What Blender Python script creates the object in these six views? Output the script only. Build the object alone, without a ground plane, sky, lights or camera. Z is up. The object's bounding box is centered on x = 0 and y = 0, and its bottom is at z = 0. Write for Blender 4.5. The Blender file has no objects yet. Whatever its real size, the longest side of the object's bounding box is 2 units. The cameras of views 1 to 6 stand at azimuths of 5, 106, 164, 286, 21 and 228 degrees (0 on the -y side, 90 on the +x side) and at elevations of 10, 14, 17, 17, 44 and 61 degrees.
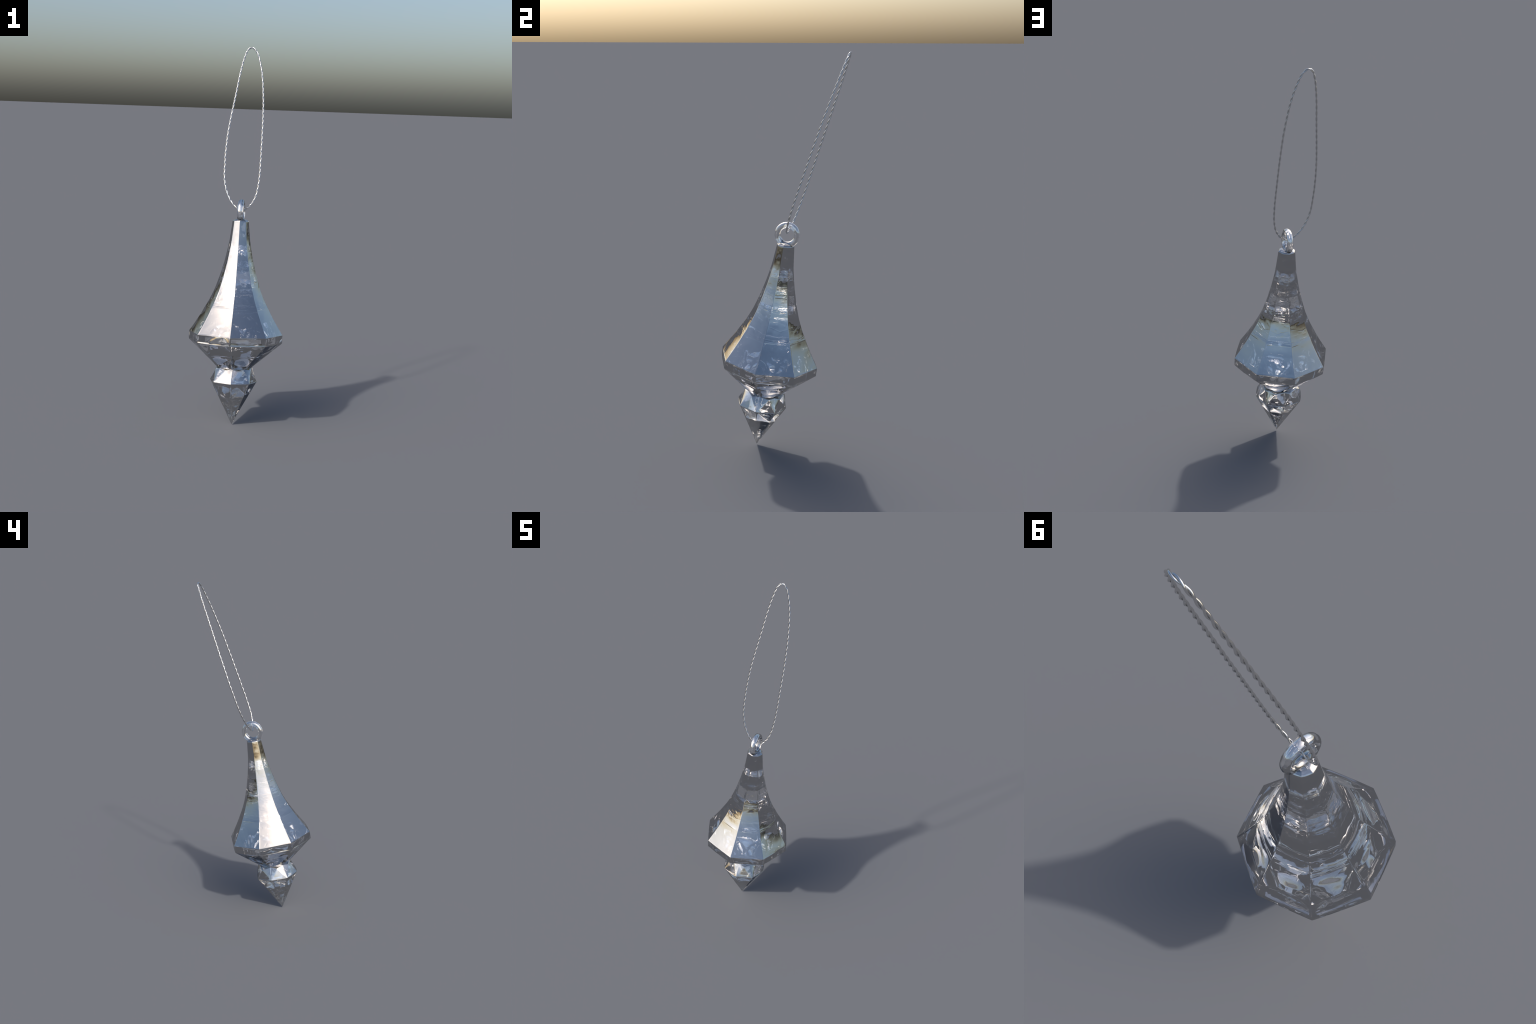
# Faceted mirror-glass pendant ornament hanging from a twisted wire loop.
import bpy, bmesh, math, random
import numpy as np
from mathutils import Vector, Matrix, noise

random.seed(7)

# ------------------------------------------------------------------ frame
TIP = Vector((0.0, -0.1328, 0.0))            # the point the ornament stands on
LEAN = math.radians(7.85)                    # the ornament leans back, towards +y
AXIS_FRAME = Matrix.Translation(TIP) @ Matrix.Rotation(-LEAN, 4, 'X')
SIDES = 8                                    # octagonal cut, a corner towards -y


# -------------------------------------------------------------- materials
def mirror_glass():
    m = bpy.data.materials.new("silvered_crystal")
    m.use_nodes = True
    nt = m.node_tree
    b = nt.nodes["Principled BSDF"]
    b.inputs["Base Color"].default_value = (1.0, 1.0, 1.0, 1)
    b.inputs["Transmission Weight"].default_value = 1.0
    b.inputs["IOR"].default_value = 5.0
    b.inputs["Roughness"].default_value = 0.0
    return m


def wire_metal():
    m = bpy.data.materials.new("silver_wire")
    m.use_nodes = True
    b = m.node_tree.nodes["Principled BSDF"]
    b.inputs["Base Color"].default_value = (0.66, 0.655, 0.645, 1)
    b.inputs["Metallic"].default_value = 1.0
    b.inputs["Roughness"].default_value = 0.2
    return m


CRYSTAL, WIRE = mirror_glass(), wire_metal()


# ---------------------------------------------------------------- helpers
def smoothstep(a, b, x):
    t = min(1.0, max(0.0, (x - a) / (b - a)))
    return t * t * (3 - 2 * t)


def link(obj, parent=None):
    bpy.context.scene.collection.objects.link(obj)
    obj.parent = parent
    return obj


def catmull(points, per, closed=False):
    pts = [Vector(p) for p in points]
    n = len(pts)
    out = []
    for i in range(n if closed else n - 1):
        if closed:
            p0, p1, p2, p3 = (pts[(i + k) % n] for k in (-1, 0, 1, 2))
        else:
            p1, p2 = pts[i], pts[i + 1]
            p0 = pts[i - 1] if i else p1 * 2 - p2
            p3 = pts[i + 2] if i + 2 < n else p2 * 2 - p1
        for j in range(per):
            t = j / per
            out.append(0.5 * (2 * p1 + (p2 - p0) * t + (2 * p0 - 5 * p1 + 4 * p2 - p3) * t * t
                              + (3 * p1 - p0 - 3 * p2 + p3) * t ** 3))
    if not closed:
        out.append(pts[-1])
    return out


def lattice_noise(u, v, seed):
    """smooth value noise in -1..1 on arrays; one unit = one lattice cell"""
    iu, iv = np.floor(u).astype(np.int64), np.floor(v).astype(np.int64)
    fu, fv = u - iu, v - iv
    fu, fv = (f * f * f * (f * (f * 6 - 15) + 10) for f in (fu, fv))

    def h(i, j):
        k = (i * 374761393 + j * 668265263 + seed * 974634777) & 0xffffffff
        k = ((k ^ (k >> 13)) * 1274126177) & 0xffffffff
        k = ((k ^ (k >> 16)) * 2246822519) & 0xffffffff
        return ((k ^ (k >> 15)) & 0xffff) / 32767.5 - 1.0

    return ((h(iu, iv) * (1 - fu) + h(iu + 1, iv) * fu) * (1 - fv)
            + (h(iu, iv + 1) * (1 - fu) + h(iu + 1, iv + 1) * fu) * fv)


def profile(strips):
    """Join strips of (height, corner radius) points into one outline, rounding each joint.
    Returns rows of (height, radius, strip number, distance from the strip's ends)."""
    out = []
    for i, st in enumerate(strips):
        pts = np.array(st["rows"], float)
        seg = np.concatenate([[0], np.cumsum(np.hypot(*np.diff(pts, axis=0).T))])
        f0 = strips[i - 1].get("round", 0.0) if i else 0.0
        f1 = st.get("round", 0.0) if i < len(strips) - 1 else 0.0
        pos = np.concatenate([[f0], seg[(seg > f0 * 1.6) & (seg < seg[-1] - f1 * 1.6)], [seg[-1] - f1]])
        if i and f0 > 0:                                     # rounded joint with the strip above
            p0 = np.array(out[-1][:2])
            p2 = np.array([np.interp(f0, seg, pts[:, k]) for k in (0, 1)])
            for k in range(1, 5):
                t = k / 5
                q = p0 * (1 - t) ** 2 + pts[0] * 2 * t * (1 - t) + p2 * t * t
                out.append((q[0], q[1], i if t > 0.5 else i - 1, 0.0))
        for x in pos:
            out.append((np.interp(x, seg, pts[:, 0]), np.interp(x, seg, pts[:, 1]), i, min(x - f0, seg[-1] - f1 - x)))
    return out


def lathe_facets(name, strips, parent, corner=0.0013, cells=60, swell=None):
    """Sweep the outline round the octagon.  The facets are flat apart from the strip's relief;
    the edges between them are rounded over the width `corner`."""
    rows = profile(strips)
    hs, rs = np.array([r[0] for r in rows]), np.array([r[1] for r in rows])
    part, dist = np.array([r[2] for r in rows]), np.array([r[3] for r in rows])
    n = len(rows)
    dh, dr = np.gradient(hs), np.gradient(rs) * math.cos(math.pi / SIDES)
    ln = np.hypot(dh, dr) + 1e-12
    nr, nz = -dh / ln, dr / ln                               # outward, for an outline read downwards
    along = np.concatenate([[0], np.cumsum(np.hypot(np.diff(hs), np.diff(rs)))])
    half = math.sin(math.pi / SIDES)
    width = 2 * half * rs
    f = np.minimum(corner, 0.12 * width)
    # sample positions across a facet: corner arc, flat, corner arc
    arc = np.array([0.0, 0.3, 0.62, 1.0])
    flat = np.linspace(0, 1, cells + 1)[1:-1]
    W = width[:, None]
    F = f[:, None]
    E = np.concatenate([arc[None, :] * F, F + flat[None, :] * (W - 2 * F), W - arc[::-1][None, :] * F], 1)
    T = E / np.maximum(W, 1e-9)
    T[rs < 1e-6] = np.linspace(0, 1, E.shape[1])[None, :]
    near = np.minimum(E, W - E)
    blend = np.clip(1 - near / np.maximum(F, 1e-9), 0, 1)
    inset = 0.199 * F * blend ** 2
    cols = E.shape[1]
    U = E - W / 2
    fade_w = np.array([st.get("fade", 0.004) for st in strips])[part]
    fade = np.clip(np.minimum(np.maximum(near - F, 0), dist[:, None]) / fade_w[:, None], 0, 1)
    fade = fade * fade * (3 - 2 * fade)
    verts, faces = [], []
    col0 = []
    for side in range(SIDES):
        ang = [math.tau * (side + k) / SIDES for k in (0, 1)]
        c0, c1 = (np.array((math.sin(x), -math.cos(x))) for x in ang)
        mid = (c0 + c1) / np.linalg.norm(c0 + c1)
        r0, r1 = rs.copy(), rs.copy()
        if swell:
            r0, r1 = rs * swell(side, hs), rs * swell((side + 1) % SIDES, hs)
        XY = c0 * (1 - T[..., None]) * r0[:, None, None] + c1 * T[..., None] * r1[:, None, None]
        lead = np.where((T < 0.5)[..., None], c0, c1)
        way = mid * (1 - blend[..., None]) + lead * blend[..., None]
        D = np.zeros_like(T)
        H = np.repeat(hs[:, None], cols, 1)
        A = np.repeat(along[:, None], cols, 1)
        for i, st in enumerate(strips):
            if "relief" in st:
                m = part == i
                D[m] = st["relief"](side, T[m], U[m], A[m], H[m])
        D = D * fade - inset
        for i, st in enumerate(strips):
            if "bow" in st:                                  # facets swelling towards a round section
                m = part == i
                th = (T[m] - 0.5) * 2
                rise = 1 / math.cos(math.pi / SIDES) - np.sqrt(1 + (th * math.tan(math.pi / SIDES)) ** 2)
                D[m] += st["bow"](hs[m])[:, None] * rs[m][:, None] * math.cos(math.pi / SIDES) * rise
            if "shape" in st:
                m = part == i
                D[m] += st["shape"](side, T[m], H[m])
        X = XY[..., 0] + way[..., 0] * nr[:, None] * D
        Y = XY[..., 1] + way[..., 1] * nr[:, None] * D
        Z = H + nz[:, None] * D
        base = len(verts)
        # the last column is the next facet's first one
        verts.extend(np.stack([X[:, :-1], Y[:, :-1], Z[:, :-1]], -1).reshape(-1, 3).tolist())
        col0.append(base)
    cw = cols - 1
    for side in range(SIDES):
        for r in range(n - 1):
            for c in range(cw):
                def v(rr, cc):
                    if cc == cw:
                        return col0[(side + 1) % SIDES] + rr * cw
                    return col0[side] + rr * cw + cc
                faces.append((v(r, c), v(r + 1, c), v(r + 1, c + 1), v(r, c + 1)))
    me = bpy.data.meshes.new(name)
    me.from_pydata(verts, [], faces)
    bm = bmesh.new()
    bm.from_mesh(me)
    bmesh.ops.remove_doubles(bm, verts=bm.verts, dist=1e-6)
    bmesh.ops.dissolve_degenerate(bm, edges=bm.edges, dist=1e-7)
    bmesh.ops.recalc_face_normals(bm, faces=bm.faces)
    for q in bm.faces:
        q.smooth = True
    bm.to_mesh(me)
    bm.free()
    me.materials.append(CRYSTAL)
    o = link(bpy.data.objects.new(name, me), parent)
    o.matrix_local = AXIS_FRAME
    return o


def straight(a, b, rows):
    return [(a[0] + (b[0] - a[0]) * i / rows, a[1] + (b[1] - a[1]) * i / rows) for i in range(rows + 1)]


def curved(points, per):
    return [(p.x, p.y) for p in catmull([(h, r, 0) for h, r in points], per)]


# ------------------------------------------------------- cut crystal body
# flaring bell, cut in five drums: height along the axis, radius at the octagon's corners
BELL = [
    [(1.0870, 0.0436), (1.030, 0.0500), (0.980, 0.0560), (0.925, 0.0660)],
    [(0.925, 0.0660), (0.880, 0.0758), (0.838, 0.0866)],
    [(0.838, 0.0866), (0.805, 0.0956), (0.770, 0.1066)],
    [(0.770, 0.1066), (0.730, 0.1200), (0.690, 0.1368), (0.655, 0.1535), (0.627, 0.1688)],
    [(0.627, 0.1688), (0.590, 0.1888), (0.540, 0.2190), (0.490, 0.2512)],
]


def wobble(side, u, v, scale, slope, seed):
    x, y = u / scale + 31.7 * side, v / scale + 11.3 * side
    return slope * scale * lattice_noise(x, y, seed + side)


def creased(side, u, v, scale, slope, seed):
    x, y = u / scale + 17.3 * side, v / scale + 5.1 * side
    c, s_ = math.cos(side * 1.9 + seed), math.sin(side * 1.9 + seed)
    return -slope * scale * np.sqrt(lattice_noise(x * c - y * s_, x * s_ + y * c, seed + side) ** 2 + 0.0006)


def relief(soft, crease=None):
    def f(side, t, u, a, h):
        d = 0
        for k, (scale, slope, seed) in enumerate(soft):
            d = d + wobble(side, u, a, scale, slope, seed)
        if crease:
            d = d + creased(side, u, a, *crease)
        return d
    return f


def chipped(count, base, seed, top, bottom):
    """small, long dents scattered over each facet"""
    def f(side, t, u, a, h):
        d = base(side, t, u, a, h)
        rng = random.Random(seed * 101 + side)
        for _ in range(count):
            hc = bottom + (top - bottom) * rng.random() ** 1.3
            uc = rng.uniform(-0.8, 0.8) * 0.38 * np.interp(hc, [0.49, 0.63, 1.08], [0.25, 0.17, 0.043])
            ang, ln, wd = rng.gauss(math.pi / 2, 0.7), rng.uniform(0.004, 0.016), rng.uniform(0.0014, 0.0034)
            depth = rng.choice((-1, -1, 1)) * wd * rng.uniform(0.025, 0.06)
            x, y = (u - uc), (h - hc) * 1.12
            p, q = x * math.cos(ang) + y * math.sin(ang), -x * math.sin(ang) + y * math.cos(ang)
            d = d + depth * np.exp(-(p / ln) ** 4 - (q / wd) ** 2)
        return d
    return f


def cut_lines(levels, base):
    """thin cut lines right across a facet, bent like a shallow V"""
    def f(side, t, u, a, h):
        d = base(side, t, u, a, h)
        for i, (level, depth, sag) in enumerate(levels):
            kink = 0.25 + 0.5 * ((side * 5 + i * 3) % 8) / 7
            line = level + sag * (np.abs(t - kink) - 0.3) + 0.0015 * lattice_noise(t * 5 + side * 9, t * 0 + i, 17)
            x = (h - line) / 0.0016
            d = d + depth * np.exp(-x * x) * (0.65 + 0.5 * lattice_noise(t * 3 + side * 4, t * 0 + i, 19))
        return d
    return f


root = link(bpy.data.objects.new("pendant_ornament", None))
root["label"] = "clear faceted crystal drop ornament on a twisted wire loop"
root["category"] = "ornament"

upper = relief([(0.030, 0.009, 3), (0.013, 0.005, 5)], (0.045, 0.007, 7))
lower = relief([(0.070, 0.006, 8), (0.020, 0.002, 11)], (0.08, 0.005, 13))


def slight(h):
    return 0.10 + 0.10 * np.clip((h - 0.49) / 0.2, 0, 1)     # the bell's facets are a little convex


body = lathe_facets("crystal_bell", [
    {"rows": curved([(1.0990, 0.0), (1.0980, 0.016), (1.0948, 0.031), (1.0870, 0.0436)], 8), "round": 0.004,
     "relief": relief([(0.018, 0.02, 50)]), "fade": 0.006},
    {"rows": curved(BELL[0], 24), "round": 0.0010, "bow": slight, "fade": 0.010,
     "relief": cut_lines([(0.936, -0.00014, 0.006)], upper)},
    {"rows": curved(BELL[1], 30), "round": 0.0010, "bow": slight,
     "relief": chipped(5, cut_lines([(0.892, -0.00010, 0.006), (0.870, -0.00014, 0.010), (0.846, -0.00012, 0.004)], upper), 6, 0.92, 0.845)},
    {"rows": curved(BELL[2], 30), "round": 0.0010, "bow": slight,
     "relief": chipped(5, cut_lines([(0.812, -0.00010, 0.008), (0.778, -0.00015, 0.008)], upper), 2, 0.835, 0.775)},
    {"rows": curved(BELL[3], 32), "round": 0.0010, "bow": slight,
     "relief": chipped(6, cut_lines([(0.738, -0.00010, 0.012), (0.690, -0.00016, 0.030), (0.642, -0.00018, 0.012),
                                     (0.634, 0.00014, 0.010)], upper), 3, 0.765, 0.65)},
    {"rows": curved(BELL[4], 40), "round": 0.0009, "bow": slight, "relief": chipped(14, lower, 4, 0.61, 0.50)},
    {"rows": straight((0.490, 0.2512), (0.448, 0.2512), 18), "round": 0.0009, "relief": relief([(0.06, 0.012, 60)], (0.05, 0.022, 61))},
    {"rows": straight((0.448, 0.2512), (0.309, 0.0930), 60), "round": 0.0, "relief": relief([(0.07, 0.020, 70), (0.03, 0.007, 75)], (0.07, 0.022, 72)),
     "bow": lambda h: 0.08 + 0.60 * np.clip((0.448 - h) / 0.139, 0, 1) ** 1.2},
    {"rows": straight((0.309, 0.0930), (0.309, 0.0), 4)},
], root)


def drop_swell(corner, h):
    # the drop is cut by hand: its corners stand out unevenly, and the crown is fuller behind
    even = (1.03, 1.045, 0.985, 1.03, 0.985, 1.04, 0.99, 1.05)[corner]
    lift = (-0.04, -0.05, 0.0, 0.05, 0.08, 0.05, 0.0, -0.05)[corner]
    return even + lift * np.clip((h - 0.236) / 0.07, 0, 1)


def crown_cut(side, t, h):
    """each crown facet is broken into four slanted triangles that meet in one point"""
    rng = random.Random(400 + side)
    x0, y0 = rng.uniform(0.3, 0.7), rng.uniform(0.14, 0.30)
    high = (0.0065, 0.0065, 0.009, 0.010, 0.010, 0.010, 0.010, 0.0065)[side] * rng.uniform(0.8, 1.2)
    y = np.clip((0.308 - h) / 0.072, 0, 1)
    planes = np.stack([t / x0, (1 - t) / (1 - x0), y / y0, (1 - y) / (1 - y0)])
    k = 22.0                                                 # soft minimum, so that the ridges stay round
    return high * np.maximum(0, -np.log(np.exp(-k * planes).sum(0)) / k)


drop = lathe_facets("crystal_drop", [
    {"rows": straight((0.3085, 0.0), (0.3080, 0.0928), 4), "round": 0.0006},
    {"rows": straight((0.3080, 0.0928), (0.236, 0.1270), 36), "round": 0.0010,
     "relief": relief([(0.03, 0.02, 80)]), "shape": crown_cut, "bow": lambda h: 0.35 * np.clip((h - 0.25) / 0.058, 0, 1)},
    {"rows": straight((0.236, 0.1270), (0.0, 0.0), 90), "bow": lambda h: 0.25 + 0 * h,
     "relief": relief([(0.05, 0.020, 90), (0.02, 0.006, 95)], (0.05, 0.034, 92))},
], root, corner=0.0016, swell=drop_swell)


# ------------------------------------------------------------ hanging ring
def hanging_ring():
    centre_h, major, thick, wide = 1.1385, 0.0490, 0.0148, 0.0165
    nu, nv = 96, 32
    verts, faces = [], []
    for i in range(nu):
        a = math.tau * i / nu
        for j in range(nv):
            b = math.tau * j / nv
            dent = 1 + 0.02 * noise.noise((3 * math.cos(a), 3 * math.sin(a), 1.3 * math.sin(b)))
            rr = major + thick * dent * math.cos(b)
            verts.append((wide * dent * math.sin(b), rr * math.cos(a), centre_h + rr * math.sin(a)))
    for i in range(nu):
        for j in range(nv):
            faces.append((i * nv + j, (i + 1) % nu * nv + j, (i + 1) % nu * nv + (j + 1) % nv, i * nv + (j + 1) % nv))
    me = bpy.data.meshes.new("hanging_ring")
    me.from_pydata(verts, [], faces)
    me.polygons.foreach_set("use_smooth", [True] * len(me.polygons))
    me.materials.append(CRYSTAL)
    o = link(bpy.data.objects.new("hanging_ring", me), root)
    o.matrix_local = AXIS_FRAME
    return o


hanging_ring()

# ---------------------------------------------------------- twisted wire loop
# teardrop outline (x, z); the loop lies in a plane leaning back from the ring
LEFT = [(-0.023, 1.9808), (-0.0435, 1.9206), (-0.0598, 1.8376), (-0.0711, 1.7552), (-0.0866, 1.6459),
        (-0.0996, 1.5384), (-0.1054, 1.4413), (-0.1056, 1.3633), (-0.1016, 1.2887), (-0.0862, 1.2289),
        (-0.0619, 1.1813), (-0.0300, 1.1470)]
RIGHT = [(0.0370, 1.1510), (0.0643, 1.1890), (0.0788, 1.2404), (0.0855, 1.3196), (0.0862, 1.4322),
         (0.0854, 1.5600), (0.0815, 1.6800), (0.0739, 1.7744), (0.0613, 1.8655), (0.0392, 1.9497),
         (0.0205, 1.9830)]


def loop_path():
    outline = [(0.0010, 1.9962)] + LEFT + [(0.0000, 1.1345)] + RIGHT
    pts = []
    for x, z in outline:
        if x < 0:
            bow = np.interp(z, [1.13, 1.3, 1.55, 1.75, 1.9, 2.0], [0, -0.002, -0.0035, -0.001, 0.0005, 0.001])
            x += np.interp(z, [1.13, 1.25, 1.5, 1.7, 1.88, 2.0], [0, 0.0006, 0.0012, 0.0026, 0.0026, 0])
        else:
            bow = np.interp(z, [1.13, 1.4, 1.7, 1.85, 1.95, 2.0], [0, -0.0012, -0.0006, 0.0018, 0.003, 0.002])
            x += np.interp(z, [1.13, 1.5, 1.7, 1.88, 2.0], [0, 0.0003, 0.0010, 0.0012, 0])
        pts.append(Vector((float(x), 0.0205 + 0.335 * (z - 1.13) + float(bow), z)))
    return catmull(pts, 160, closed=True)


def wire_strands():
    # the strands start and end at one joint, where the twist is out of step
    path = loop_path()
    start = min(range(len(path)), key=lambda i: (path[i] - Vector((0.066, 0.256, 1.834))).length)
    path = path[start:] + path[:start + 1]
    cum = [0.0]
    for a, b in zip(path, path[1:]):
        cum.append(cum[-1] + (b - a).length)
    total, pitch, radius, offset = cum[-1], 0.0605, 0.0025, 0.00265
    n = 2600
    ds = total / n
    samples, k = [], 0
    for i in range(n + 1):
        s = min(total, i * ds)
        while k < len(cum) - 2 and cum[k + 1] < s:
            k += 1
        samples.append(path[k].lerp(path[k + 1], (s - cum[k]) / max(1e-9, cum[k + 1] - cum[k])))
    plane_n = Vector((0, 1, -0.335)).normalized()
    for strand in range(2):
        centre = []
        for i, p in enumerate(samples):
            t = (samples[min(n, i + 1)] - samples[max(0, i - 1)]).normalized()
            side = t.cross(plane_n).normalized()
            ph = -math.tau * i * ds / pitch + math.pi * strand
            centre.append(p + (side * math.cos(ph) + plane_n * math.sin(ph)) * offset)
        seg = 10
        verts, faces = [], []
        for i, p in enumerate(centre):
            t = (centre[min(n, i + 1)] - centre[max(0, i - 1)]).normalized()
            u = t.cross(plane_n).normalized()
            v = t.cross(u)
            for j in range(seg):
                a = math.tau * j / seg
                verts.append(p + (u * math.cos(a) + v * math.sin(a)) * radius)
        for i in range(n):
            for j in range(seg):
                faces.append((i * seg + j, i * seg + (j + 1) % seg, (i + 1) * seg + (j + 1) % seg, (i + 1) * seg + j))
        faces.append(tuple(range(seg))[::-1])
        faces.append(tuple(n * seg + j for j in range(seg)))
        me = bpy.data.meshes.new("wire_strand")
        me.from_pydata(verts, [], faces)
        me.polygons.foreach_set("use_smooth", [True] * len(me.polygons))
        me.materials.append(WIRE)
        yield me


wire_loop = link(bpy.data.objects.new("wire_loop", None), root)
for mesh in wire_strands():
    link(bpy.data.objects.new("wire_strand", mesh), wire_loop)
